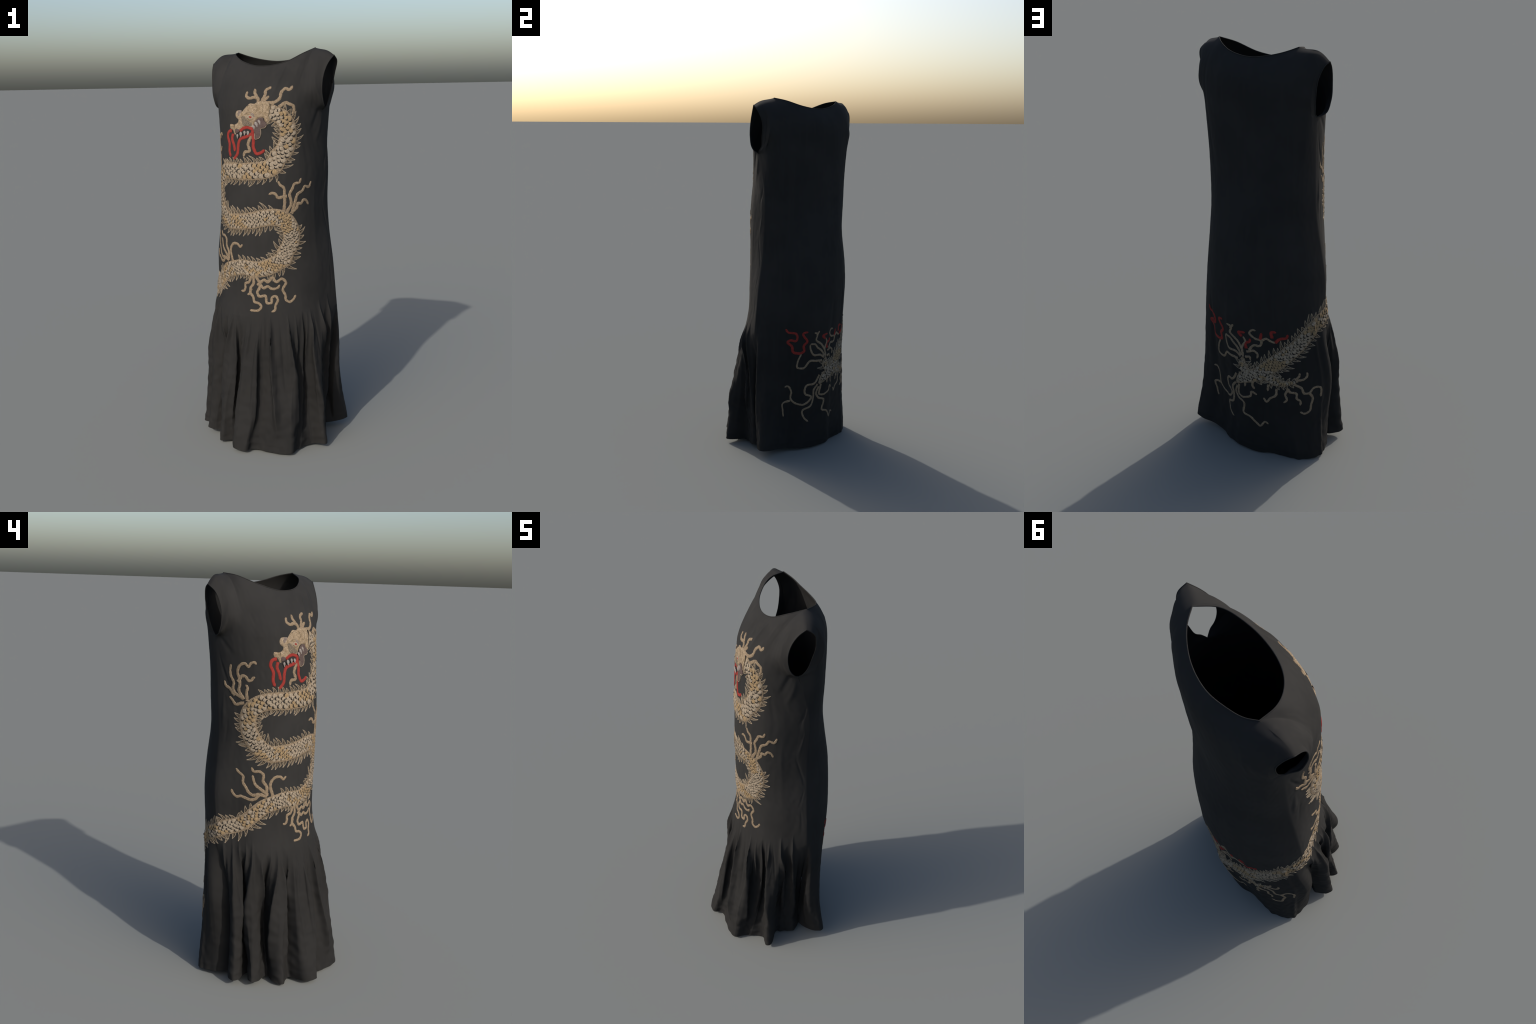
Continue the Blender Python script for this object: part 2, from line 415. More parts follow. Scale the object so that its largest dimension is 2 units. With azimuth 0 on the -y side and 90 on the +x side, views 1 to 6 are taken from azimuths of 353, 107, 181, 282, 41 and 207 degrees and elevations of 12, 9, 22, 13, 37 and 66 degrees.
LOWER_LEFT = [
    [(-0.361, 0.96), (-0.376, 0.988), (-0.371, 1.01), (-0.315, 1.037), (-0.261, 1.037), (-0.225, 1.024), (-0.191, 1.038)],
    [(-0.419, 0.962), (-0.417, 0.992), (-0.453, 1.019), (-0.452, 1.053), (-0.489, 1.067), (-0.555, 1.068), (-0.58, 1.088)],
    [(-0.435, 0.962), (-0.483, 0.981), (-0.538, 1.004), (-0.558, 1.03), (-0.567, 1.05)],
    [(-0.453, 0.947), (-0.5, 0.955), (-0.565, 0.95), (-0.604, 0.961), (-0.637, 0.987), (-0.671, 1.012), (-0.672, 1.042), (-0.728, 1.063), (-0.757, 1.078)],
    [(-0.509, 0.947), (-0.543, 0.931), (-0.592, 0.927), (-0.648, 0.935), (-0.698, 0.943), (-0.743, 0.939), (-0.786, 0.955), (-0.804, 0.975)],
]
LOWER_FRONT = [
    [(-0.117, 0.87), (-0.147, 0.846), (-0.193, 0.837), (-0.2, 0.81), (-0.222, 0.796), (-0.254, 0.797)],
    [(-0.082, 0.878), (-0.083, 0.842), (-0.123, 0.817), (-0.123, 0.791), (-0.089, 0.773), (-0.07, 0.748), (-0.014, 0.742), (0.012, 0.729), (-0.015, 0.709), (-0.118, 0.703)],
    [(-0.128, 0.801), (-0.14, 0.787), (-0.166, 0.781)],
    [(-0.039, 0.873), (-0.001, 0.845), (-0.003, 0.822), (-0.032, 0.798), (-0.012, 0.779), (0.064, 0.782), (0.083, 0.747), (0.125, 0.748), (0.143, 0.777), (0.179, 0.783), (0.202, 0.767), (0.172, 0.736), (0.161, 0.713), (0.121, 0.703)],
    [(-0.001, 0.845), (0.053, 0.863), (0.096, 0.854), (0.146, 0.877), (0.188, 0.855), (0.249, 0.871), (0.291, 0.854), (0.261, 0.815), (0.29, 0.783), (0.288, 0.767), (0.328, 0.753), (0.372, 0.765), (0.403, 0.787)],
    [(0.006, 0.838), (0.044, 0.822), (0.096, 0.831), (0.139, 0.82), (0.209, 0.827), (0.229, 0.841)],
]
BACK_CLAWS = [
    [(-2.002, 0.553), (-2.013, 0.597), (-1.966, 0.636), (-1.989, 0.657)],
    [(-1.922, 0.594), (-1.878, 0.617), (-1.817, 0.621), (-1.803, 0.652), (-1.861, 0.656), (-1.91, 0.686), (-1.888, 0.698), (-1.843, 0.701)],
    [(-1.803, 0.649), (-1.746, 0.664), (-1.718, 0.654), (-1.672, 0.644)],
    [(-2.015, 0.586), (-2.089, 0.624), (-2.18, 0.659), (-2.16, 0.691), (-2.209, 0.702)],
    [(-2.168, 0.684), (-2.128, 0.707)],
    [(-2.042, 0.558), (-2.097, 0.589), (-2.155, 0.609), (-2.199, 0.633), (-2.253, 0.634)],
    [(-2.06, 0.548), (-2.121, 0.563), (-2.217, 0.57), (-2.246, 0.598), (-2.254, 0.631)],
    [(-2.112, 0.53), (-2.175, 0.531), (-2.252, 0.535), (-2.351, 0.492), (-2.408, 0.499), (-2.404, 0.53), (-2.357, 0.581)],
    [(-2.154, 0.441), (-2.221, 0.395), (-2.297, 0.384), (-2.294, 0.33), (-2.228, 0.318), (-2.301, 0.265), (-2.375, 0.273), (-2.455, 0.305), (-2.467, 0.357), (-2.51, 0.386), (-2.534, 0.383)],
    [(-2.466, 0.294), (-2.523, 0.283), (-2.515, 0.238), (-2.498, 0.196)],
    [(-2.172, 0.386), (-2.209, 0.359), (-2.198, 0.312), (-2.21, 0.258), (-2.285, 0.231), (-2.245, 0.185), (-2.186, 0.161)],
    [(-2.15, 0.371), (-2.169, 0.333), (-2.125, 0.303), (-2.032, 0.288), (-2.041, 0.226), (-1.959, 0.213), (-1.915, 0.186), (-1.882, 0.165), (-1.83, 0.19), (-1.809, 0.18)],
    [(-2.121, 0.384), (-2.12, 0.324), (-2.003, 0.325), (-1.94, 0.34), (-1.924, 0.366), (-1.876, 0.349)],
    [(-1.704, 0.393), (-1.718, 0.357), (-1.766, 0.336), (-1.796, 0.315), (-1.82, 0.338)],
    [(-1.607, 0.399), (-1.639, 0.369), (-1.63, 0.339), (-1.658, 0.321)],
    [(-1.616, 0.4), (-1.592, 0.381), (-1.548, 0.373), (-1.543, 0.342), (-1.515, 0.329), (-1.517, 0.305)],
    [(-1.55, 0.42), (-1.496, 0.4), (-1.47, 0.369), (-1.426, 0.368), (-1.372, 0.389), (-1.287, 0.386), (-1.286, 0.334)],
    [(-1.42, 0.368), (-1.384, 0.336), (-1.403, 0.302), (-1.423, 0.268), (-1.478, 0.257), (-1.525, 0.269)],
    [(-1.989, 0.415), (-1.992, 0.39)],
    [(-1.906, 0.423), (-1.909, 0.398), (-1.891, 0.383)],
    [(-1.824, 0.434), (-1.827, 0.412)],
    [(-1.767, 0.414), (-1.777, 0.379)],
    [(-1.527, 0.443), (-1.467, 0.446), (-1.423, 0.466), (-1.423, 0.484)],
    [(-1.535, 0.449), (-1.503, 0.466), (-1.494, 0.483)],
    [(-1.947, 0.58), (-1.88, 0.588), (-1.844, 0.574), (-1.851, 0.55)],
    [(-1.962, 0.551), (-1.926, 0.554), (-1.916, 0.538)],
]
HEAD_HORN = [
    [(0.088, 1.763), (0.07, 1.787), (0.049, 1.791), (0.012, 1.784), (-0.032, 1.797), (-0.034, 1.824)],
    [(0.063, 1.794), (0.041, 1.818), (0.035, 1.84)],
    [(0.125, 1.769), (0.144, 1.805), (0.139, 1.827), (0.19, 1.843)],
    [(0.152, 1.772), (0.172, 1.784), (0.194, 1.793)],
    [(0.189, 1.755), (0.261, 1.755), (0.319, 1.776), (0.324, 1.81), (0.35, 1.821), (0.424, 1.81), (0.452, 1.823)],
    [(0.349, 1.733), (0.401, 1.75), (0.456, 1.741), (0.512, 1.73), (0.519, 1.698), (0.492, 1.681)],
    [(-0.012, 1.573), (-0.049, 1.539), (-0.053, 1.506), (-0.106, 1.5), (-0.13, 1.477)],
]
STITCH = [
    [(0.214, 1.748), (0.229, 1.728), (0.221, 1.699), (0.21, 1.683), (0.209, 1.661)],
    [(-0.182, 1.633), (-0.194, 1.619), (-0.218, 1.613)],
    [(-0.03, 1.682), (-0.002, 1.691), (0.03, 1.694)],
    [(-0.01, 1.668), (-0.003, 1.658), (0.018, 1.655), (0.035, 1.661)],
    [(0.002, 1.735), (0.031, 1.741), (0.057, 1.73)],
    [(0.076, 1.745), (0.088, 1.717), (0.075, 1.694)],
    [(0.134, 1.748), (0.15, 1.725), (0.138, 1.694)],
]
RED_FRONT = [
    [(-0.241, 1.604), (-0.298, 1.598), (-0.329, 1.578), (-0.307, 1.542), (-0.324, 1.499), (-0.311, 1.475)],
    [(-0.232, 1.59), (-0.254, 1.565), (-0.236, 1.534), (-0.234, 1.503)],
    [(-0.126, 1.603), (-0.069, 1.618), (-0.023, 1.621), (0.009, 1.612), (0.007, 1.59), (0.008, 1.559), (-0.006, 1.518), (0.011, 1.494), (0.056, 1.499), (0.109, 1.514)],
    [(0.002, 1.59), (-0.049, 1.577), (-0.14, 1.561), (-0.175, 1.53), (-0.201, 1.493), (-0.266, 1.463)],
]
RED_BACK = [
    [(-1.958, 0.596), (-1.962, 0.625), (-1.918, 0.635), (-1.909, 0.653)],
    [(-2.004, 0.656), (-2.058, 0.671), (-1.958, 0.681)],
    [(-1.807, 0.657), (-1.791, 0.694)],
    [(-1.697, 0.67), (-1.697, 0.702), (-1.653, 0.703)],
    [(-1.672, 0.647), (-1.629, 0.669), (-1.57, 0.672), (-1.551, 0.692)],
]
RED_BACK2 = [
    [(-2.369, 0.583), (-2.449, 0.594), (-2.464, 0.627), (-2.512, 0.658), (-2.48, 0.664), (-2.419, 0.661), (-2.405, 0.681), (-2.423, 0.703), (-2.51, 0.712), (-2.546, 0.733)],
    [(-2.369, 0.583), (-2.329, 0.594), (-2.329, 0.628), (-2.289, 0.651), (-2.333, 0.687), (-2.342, 0.699), (-2.282, 0.709)],
]
HEAD = [(0.209, 1.753), (0.175, 1.761), (0.105, 1.766), (0.068, 1.759), (0.054, 1.752), (0.026, 1.754), (-0.005, 1.737), (-0.043, 1.709), (-0.059, 1.698), (-0.087, 1.707), (-0.138, 1.7), (-0.16, 1.683), (-0.157, 1.669), (-0.129, 1.658), (-0.142, 1.646), (-0.188, 1.635), (-0.263, 1.635), (-0.271, 1.615), (-0.227, 1.604), (-0.214, 1.588), (-0.193, 1.585), (-0.174, 1.604), (-0.125, 1.607), (-0.083, 1.618), (-0.034, 1.625), (0.003, 1.62), (0.03, 1.635), (0.065, 1.659), (0.104, 1.668), (0.138, 1.666), (0.148, 1.65), (0.173, 1.643), (0.205, 1.658), (0.221, 1.697)]
JAW = [(0.028, 1.631), (0.052, 1.653), (0.098, 1.668), (0.135, 1.667), (0.143, 1.653), (0.163, 1.644), (0.166, 1.631), (0.14, 1.619), (0.102, 1.616), (0.092, 1.59), (0.073, 1.571), (0.03, 1.564), (0.027, 1.595), (0.019, 1.617)]
GUM = [(-0.19, 1.615), (-0.136, 1.611), (-0.131, 1.601), (-0.162, 1.593), (-0.187, 1.592)]
CHEEK_SHADE = [(-0.083, 1.672), (-0.038, 1.678), (-0.003, 1.658), (0.019, 1.645), (0.005, 1.628), (-0.033, 1.628), (-0.079, 1.631), (-0.084, 1.653)]
BROW = [(0.024, 1.692), (0.048, 1.69), (0.059, 1.675), (0.044, 1.661), (0.034, 1.672), (0.025, 1.681)]
SNOUT_PATCH = [(-0.095, 1.704), (-0.061, 1.704), (-0.069, 1.689), (-0.115, 1.672), (-0.127, 1.683)]
TEETH = [(-0.162, 1.58), (-0.113, 1.589), (-0.065, 1.596), (-0.028, 1.596), (0.026, 1.624), (0.056, 1.638), (0.09, 1.649)]
EYE = [(0.019, 1.67), (0.013, 1.671)]
# ==== BLENDER ====
import random
import bpy
from mathutils import Vector, Matrix
from mathutils.geometry import delaunay_2d_cdt

rng = random.Random(7)
for o in list(bpy.data.objects):
    bpy.data.objects.remove(o, do_unlink=True)


# ---------------------------------------------------------------- materials --
def lin(r, g, b):
    f = lambda c: c / 12.92 if c <= 0.04045 else ((c + 0.055) / 1.055) ** 2.4
    return (f(r / 255), f(g / 255), f(b / 255), 1)


def cloth_material(name, dark, light, scale, speck=0.0, speck_color=(0, 0, 0, 1), patch=None, bump=0.3, grain=900.0, rough=0.85, sheen=0.0, band=(0.35, 0.65), streak=None, low=1.0):
    """thread or cloth: two tones mixed by noise at world position, optional
    patches of a third tone, fine dark specks between the stitches, grain bump"""
    m = bpy.data.materials.new(name)
    m.use_nodes = True
    nt = m.node_tree
    N, L = nt.nodes, nt.links
    bs = N["Principled BSDF"]
    bs.inputs["Roughness"].default_value = rough
    bs.inputs["Specular IOR Level"].default_value = 0.10
    bs.inputs["Sheen Weight"].default_value = sheen
    pos = N.new("ShaderNodeNewGeometry").outputs["Position"]

    def noise(sc, detail, dist=0.0):
        n = N.new("ShaderNodeTexNoise")
        n.inputs["Scale"].default_value = sc
        n.inputs["Detail"].default_value = detail
        n.inputs["Distortion"].default_value = dist
        L.new(pos, n.inputs["Vector"])
        return n.outputs["Fac"]

    def ramp(fac, a, b):
        r = N.new("ShaderNodeMapRange")
        r.inputs["From Min"].default_value = a
        r.inputs["From Max"].default_value = b
        L.new(fac, r.inputs["Value"])
        return r.outputs["Result"]

    def mix(fac, c1, c2):
        x = N.new("ShaderNodeMix")
        x.data_type = "RGBA"
        L.new(fac, x.inputs[0])
        for c, sock in ((c1, x.inputs[6]), (c2, x.inputs[7])):
            if isinstance(c, tuple):
                sock.default_value = c
            else:
                L.new(c, sock)
        return x.outputs[2]

    col = mix(ramp(noise(scale, 3.0), *band), dark, light)
    if patch:
        col = mix(ramp(noise(11.0, 1.0), 0.50, 0.58), col, patch)
    if speck > 0:
        f = ramp(noise(420.0, 2.0), 0.60, 0.40)
        k = N.new("ShaderNodeMath")
        k.operation = "MULTIPLY"
        k.inputs[1].default_value = speck
        L.new(f, k.inputs[0])
        col = mix(k.outputs[0], col, speck_color)
    if streak:
        mp = N.new("ShaderNodeMapping")
        mp.inputs["Scale"].default_value = (38, 38, 2.2)
        L.new(pos, mp.inputs["Vector"])
        n = N.new("ShaderNodeTexNoise")
        n.inputs["Scale"].default_value = 1.0
        n.inputs["Detail"].default_value = 4.0
        L.new(mp.outputs["Vector"], n.inputs["Vector"])
        col = mix(ramp(n.outputs["Fac"], 0.52, 0.85), col, streak)
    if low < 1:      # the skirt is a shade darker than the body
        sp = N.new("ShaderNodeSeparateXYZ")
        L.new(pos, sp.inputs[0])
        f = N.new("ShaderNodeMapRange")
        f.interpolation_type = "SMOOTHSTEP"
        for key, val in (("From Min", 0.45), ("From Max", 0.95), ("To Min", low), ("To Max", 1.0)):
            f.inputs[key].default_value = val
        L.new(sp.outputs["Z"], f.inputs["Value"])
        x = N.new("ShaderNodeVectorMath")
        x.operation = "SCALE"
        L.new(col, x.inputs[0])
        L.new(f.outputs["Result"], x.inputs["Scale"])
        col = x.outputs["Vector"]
    L.new(col, bs.inputs["Base Color"])
    b = N.new("ShaderNodeBump")
    b.inputs["Strength"].default_value = bump
    b.inputs["Distance"].default_value = 0.0015
    L.new(noise(grain, 2.0), b.inputs["Height"])
    L.new(b.outputs["Normal"], bs.inputs["Normal"])
    return m


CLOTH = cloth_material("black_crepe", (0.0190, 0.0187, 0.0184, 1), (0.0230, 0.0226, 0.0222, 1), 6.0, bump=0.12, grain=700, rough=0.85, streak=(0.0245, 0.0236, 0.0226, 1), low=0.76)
DK = (0.075, 0.055, 0.038, 1)
CREAM = cloth_material("cream_thread", (0.222, 0.182, 0.134, 1), (0.345, 0.290, 0.222, 1), 190.0, speck=0.6, speck_color=DK)
GOLD = cloth_material("gold_thread", (0.225, 0.158, 0.086, 1), (0.310, 0.225, 0.128, 1), 190.0, speck=0.55, speck_color=DK)
GROUND = cloth_material("ground_thread", (0.190, 0.142, 0.092, 1), (0.290, 0.226, 0.156, 1), 190.0, speck=0.75, speck_color=(0.05, 0.038, 0.028, 1))
TAN = cloth_material("tan_thread", (0.185, 0.137, 0.088, 1), (0.275, 0.212, 0.145, 1), 190.0, speck=0.7, speck_color=DK)
HEADMAT = cloth_material("head_thread", (0.210, 0.155, 0.094, 1), (0.345, 0.270, 0.188, 1), 60.0, speck=0.75, speck_color=DK)
OUTLINE = cloth_material("outline_thread", (0.235, 0.190, 0.133, 1), (0.330, 0.272, 0.200, 1), 200.0, speck=0.45, speck_color=DK)
MAUVE = cloth_material("mauve_thread", (0.135, 0.110, 0.098, 1), (0.205, 0.170, 0.150, 1), 120.0, speck=0.5, speck_color=DK)
HATCH = cloth_material("hatch_thread", (0.014, 0.013, 0.012, 1), (0.15, 0.11, 0.07, 1), 260.0, band=(0.50, 0.66))
RED = cloth_material("red_thread", (0.170, 0.023, 0.019, 1), (0.220, 0.031, 0.025, 1), 120.0, speck=0.2, speck_color=(0.12, 0.012, 0.010, 1))
BROWN = cloth_material("brown_thread", (0.060, 0.043, 0.040, 1), (0.080, 0.058, 0.053, 1), 150.0)
GREY = cloth_material("grey_thread", (0.165, 0.148, 0.138, 1), (0.245, 0.220, 0.203, 1), 150.0, speck=0.3, speck_color=(0.10, 0.09, 0.085, 1))
PEPPER = cloth_material("peppered_thread", (0.05, 0.042, 0.035, 1), (0.21, 0.168, 0.120, 1), 330.0, speck=0.4, speck_color=(0.04, 0.035, 0.03, 1))
BLACK = cloth_material("black_thread", (0.015, 0.014, 0.013, 1), (0.026, 0.023, 0.021, 1), 200.0)
DARKRED = cloth_material("dark_red_thread", (0.16, 0.025, 0.018, 1), (0.20, 0.030, 0.022, 1), 200.0)


# ------------------------------------------------------------------ objects --
def new_object(name, mesh, parent, materials=()):
    o = bpy.data.objects.new(name, mesh)
    bpy.context.collection.objects.link(o)
    o.parent = parent
    for m in materials:
        if m.name not in mesh.materials:
            mesh.materials.append(m)
    return o


def make_mesh(name, verts, faces, normals=None, mat_index=None, smooth_all=True):
    me = bpy.data.meshes.new(name)
    me.from_pydata([tuple(v) for v in verts], [], faces)
    if smooth_all:
        me.polygons.foreach_set("use_smooth", [True] * len(me.polygons))
    if mat_index is not None:
        me.polygons.foreach_set("material_index", mat_index)
    me.update()
    if normals is not None:
        me.normals_split_custom_set_from_vertices([tuple(n) for n in normals])
    return me


dress = bpy.data.objects.new("dress", None)
bpy.context.collection.objects.link(dress)
dress["label"] = "long sleeveless black dress with embroidered dragon and pleated hem"
dress["category"] = "dress"

FRONT = Panel(True, 480, 330, 84)
BACK = Panel(False, 300, 300, 70)
for p in (FRONT, BACK):
    p.world = to_world(p.local)
    n = grid_normals(p.world)
    p.normal = n
# make normals point outward
mid_front = FRONT.normal[150, 240] @ AF
if mid_front < 0:
    FRONT.normal = -FRONT.normal
if BACK.normal[150, 150] @ AF > 0:
    BACK.normal = -BACK.normal

# let the light run softly across the side seams and the shoulder seams
for fc, bc in ((0, 0), (-1, -1)):
    nb = np.stack([np.interp(FRONT.h, BACK.h, BACK.normal[:, bc, i]) for i in range(3)], 1)
    nf = np.stack([np.interp(BACK.h, FRONT.h, FRONT.normal[:, fc, i]) for i in range(3)], 1)
    for p, other, col, reach in ((FRONT, nb, fc, 5), (BACK, nf, bc, 4)):
        edge = (1 - smooth(p.h, H_ARM - 0.04, H_ARM - 0.005))[:, None] * (0.35 + 0.65 * smooth(p.h, 0.75, 0.95))[:, None]
        for k in range(reach):
            c = col + k if col == 0 else col - k
            p.normal[:, c] += other * edge * (1 - k / reach) ** 2
fs = np.stack([np.interp(BACK.u, FRONT.u, FRONT.normal[-1, :, i]) for i in range(3)], 1)
bs_ = np.stack([np.interp(FRONT.u, BACK.u, BACK.normal[-1, :, i]) for i in range(3)], 1)
for p, other in ((FRONT, bs_), (BACK, fs)):
    edge = smooth(np.abs(p.u), NECK_U - 0.02, NECK_U + 0.04)[:, None]
    for k in range(8):
        p.normal[-1 - k] += other * edge * (1 - k / 8) ** 2
for p in (FRONT, BACK):
    p.normal /= np.linalg.norm(p.normal, axis=-1, keepdims=True)

THICK = 0.0028


def cloth_part(name, panel, r0, r1, hem, top):
    """thick cloth from rows r0..r1 of a panel, with closed rims on free edges"""
    P, Nn = panel.world[r0:r1 + 1], panel.normal[r0:r1 + 1]
    R, C = P.shape[:2]
    outer, inner = P.reshape(-1, 3), (P - Nn * THICK).reshape(-1, 3)
    idx = np.arange(R * C).reshape(R, C)
    a, b, c, d = idx[:-1, :-1], idx[:-1, 1:], idx[1:, 1:], idx[1:, :-1]
    q = np.stack([a, b, c, d], -1).reshape(-1, 4)
    v0, v1, v3 = outer[q[0, 0]], outer[q[0, 1]], outer[q[0, 3]]
    if np.cross(v1 - v0, v3 - v0) @ Nn.reshape(-1, 3)[q[0, 0]] < 0:
        q = q[:, ::-1]
    faces = q.tolist() + (q[:, ::-1] + R * C).tolist()
    off = R * C
    rims = []
    if hem:
        rims.append(idx[0])
    if top:
        rims.append(idx[-1])
        k = int(np.searchsorted(panel.h, H_ARM)) - r0
        rims += [idx[k:, 0], idx[k:, -1]]
    for e in rims:
        faces += [[int(e[i]), int(e[i + 1]), int(e[i + 1] + off), int(e[i] + off)] for i in range(len(e) - 1)]
    nn = Nn.reshape(-1, 3)
    me = make_mesh(name, np.concatenate([outer, inner]), faces, np.concatenate([nn, -nn]))
    return new_object(name, me, dress, [CLOTH])


row_seam = int(np.searchsorted(FRONT.h, SKIRT_SEAM))
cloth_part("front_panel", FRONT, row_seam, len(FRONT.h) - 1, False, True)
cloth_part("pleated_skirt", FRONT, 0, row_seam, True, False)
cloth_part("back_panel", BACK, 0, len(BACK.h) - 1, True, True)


def tube(name, path, radius, parent, mat, closed=False, sides=8):
    p = np.asarray(path, float)
    keep = np.r_[True, np.linalg.norm(np.diff(p, axis=0), axis=1) > 1e-4]
    p = p[keep]
    if closed and np.linalg.norm(p[0] - p[-1]) < 1e-3:
        p = p[:-1]
    n = len(p)
    t = np.roll(p, -1, 0) - np.roll(p, 1, 0) if closed else np.gradient(p, axis=0)
    t /= np.linalg.norm(t, axis=1, keepdims=True)
    ref = np.array([0.13, 0.21, 0.97])
    verts, u = [], np.cross(t[0], ref)
    for i in range(n):
        u = u - (u @ t[i]) * t[i]
        u /= np.linalg.norm(u)
        w = np.cross(t[i], u)
        for k in range(sides):
            a = 2 * math.pi * k / sides
            verts.append(p[i] + radius * (math.cos(a) * u + math.sin(a) * w))
    faces = []
    for i in range(n if closed else n - 1):
        j = (i + 1) % n
        for k in range(sides):
            l = (k + 1) % sides
            faces.append([i * sides + k, i * sides + l, j * sides + l, j * sides + k])
    return new_object(name, make_mesh(name, verts, faces), parent, [mat])


def loop_smooth(p, times=3):
    for _ in range(times):
        p = (np.roll(p, 1, 0) + 2 * p + np.roll(p, -1, 0)) / 4
    return p


fm, bm = np.abs(FRONT.u) <= NECK_U, np.abs(BACK.u) <= NECK_U
neck = np.concatenate([FRONT.world[-1][fm], BACK.world[-1][bm][::-1]])
tube("neck_binding", neck, 0.0024, dress, CLOTH, closed=True)
kf, kb = int(np.searchsorted(FRONT.h, H_ARM)), int(np.searchsorted(BACK.h, H_ARM))
for col in (0, -1):
    # front edge up, back edge down
    path = np.concatenate([FRONT.world[kf:, col], BACK.world[kb:, col][::-1]])
    tube("armhole_binding", path, 0.0024, dress, CLOTH, closed=True)


# ---------------------------------------------------- embroidery on the cloth --
def bilinear(panel, u, h):
    fu = np.clip((u + 1) / 2 * (len(panel.u) - 1), 0, len(panel.u) - 1.001)
    fh = np.interp(h, panel.h, np.arange(len(panel.h)))
    fh = np.clip(fh, 0, len(panel.h) - 1.001)
    i, j = fh.astype(int), fu.astype(int)
    a, b = (fh - i)[:, None], (fu - j)[:, None]
    out = []
    for G in (panel.world, panel.normal):
        out.append((G[i, j] * (1 - a) * (1 - b) + G[i, j + 1] * (1 - a) * b + G[i + 1, j] * a * (1 - b) + G[i + 1, j + 1] * a * b))
    return out


def cloth_at(q):
    """world point and outward normal for girth coordinate t and height h;
    t runs -1..1 over the front and -1..-3 over the back"""
    q = np.asarray(q, float).reshape(-1, 2)
    t, h = q[:, 0], q[:, 1]
    P, Nn = np.zeros((len(q), 3)), np.zeros((len(q), 3))
    f = t >= -1
    if f.any():
        P[f], Nn[f] = bilinear(FRONT, t[f], h[f])
    if (~f).any():
        P[~f], Nn[~f] = bilinear(BACK, -2 - t[~f], h[~f])
    return P, Nn / np.linalg.norm(Nn, axis=1, keepdims=True)


def metric(q):
    """derivatives of the cloth position by t and by h"""
    e = 0.012
    d = np.array([[e, 0], [-e, 0], [0, e], [0, -e]])
    p = [cloth_at(q + k)[0] for k in d]
    return (p[0] - p[1]) / (2 * e), (p[2] - p[3]) / (2 * e)


def shift(q, vec):
    """parameters reached from q by moving along the world vectors vec"""
    jt, jh = metric(q)
    a, b, c = (jt * jt).sum(1), (jt * jh).sum(1), (jh * jh).sum(1)
    r1, r2 = (jt * vec).sum(1), (jh * vec).sum(1)
    det = a * c - b * b
    return q + np.stack([(c * r1 - b * r2) / det, (a * r2 - b * r1) / det], 1)


class Path:
    """a smooth line on the cloth, sampled evenly in metres"""

    def __init__(self, ctrl, step):
        c = np.asarray(ctrl, float)
        w = np.array([0.42, 1.0])
        s = np.r_[0, np.cumsum(np.linalg.norm(np.diff(c * w, axis=0), axis=1))]
        fine = hermite(s / s[-1], c, np.linspace(0, 1, 40 * len(c)))
        P = cloth_at(fine)[0]
        d = np.r_[0, np.cumsum(np.linalg.norm(np.diff(P, axis=0), axis=1))]
        self.length = d[-1]
        n = max(4, int(self.length / step) + 1)
        self.s = np.linspace(0, d[-1], n)
        self.q = np.stack([np.interp(self.s, d, fine[:, k]) for k in (0, 1)], 1)
        self.P, self.N = cloth_at(self.q)
        T = np.gradient(self.P, axis=0)
        for _ in range(2):
            T[1:-1] = (T[:-2] + 2 * T[1:-1] + T[2:]) / 4
        T -= (T * self.N).sum(1, keepdims=True) * self.N
        self.T = T / np.linalg.norm(T, axis=1, keepdims=True)
        self.B = np.cross(self.N, self.T)

    def at(self, s):
        return np.stack([np.interp(s, self.s, self.q[:, k]) for k in (0, 1)], 1), \
            np.stack([np.interp(s, self.s, self.T[:, k]) for k in range(3)], 1), \
            np.stack([np.interp(s, self.s, self.B[:, k]) for k in range(3)], 1)


def cord_mesh(name, path, half, across, height, flat=0.5):
    """a padded ribbon of embroidery that follows the cloth exactly"""
    k = np.linspace(-1, 1, across)
    rows, n = [], len(path.q)
    prof = np.sqrt(np.clip(1 - k * k, 0, 1)) ** flat
    half = np.broadcast_to(half, (n,))
    for j in range(across):
        q = shift(path.q, path.B * (half * k[j])[:, None])
        P, Nn = cloth_at(q)
        rows.append(P + Nn * (height * prof[j] - 0.0006))
    V = np.stack(rows, 1)
    idx = np.arange(n * across).reshape(n, across)
    f = np.stack([idx[:-1, :-1], idx[1:, :-1], idx[1:, 1:], idx[:-1, 1:]], -1).reshape(-1, 4)[:, ::-1].tolist()
    f.append([int(i) for i in idx[0]])
    f.append([int(i) for i in idx[-1][::-1]])
    return V.reshape(-1, 3), f


def spike_profile(s, L, base, tip, grow=0.02, shrink=0.03, wob=0.08, seed=0):
    """half width of a tendril: rounded root, slow taper, lumpy edge"""
    w = base + (tip - base) * (s / L) ** 1.2
    w = w * (1 + wob * np.sin(s * 330 + seed) + 0.6 * wob * np.sin(s * 170 + 2 * seed))
    end = np.sqrt(np.clip((L - s) / min(shrink * 0.25, L * 0.3), 0, 1))
    return w * np.clip(end, 0.08, 1)


# the body of the dragon ------------------------------------------------------
spine = Path(DRAGON_SPINE, 0.006)
L = spine.length
WIDTH = [(0.0, 0.038), (0.04, 0.041), (0.10, 0.045), (0.20, 0.042), (0.35, 0.041), (0.50, 0.043), (0.62, 0.040), (0.74, 0.037), (0.84, 0.036),
         (0.90, 0.041), (0.94, 0.039), (0.975, 0.030), (0.992, 0.018), (1.0, 0.006)]
WIDTH = np.array(WIDTH)


def body_half(s):
    return 1.06 * np.interp(s / L, WIDTH[:, 0], WIDTH[:, 1])


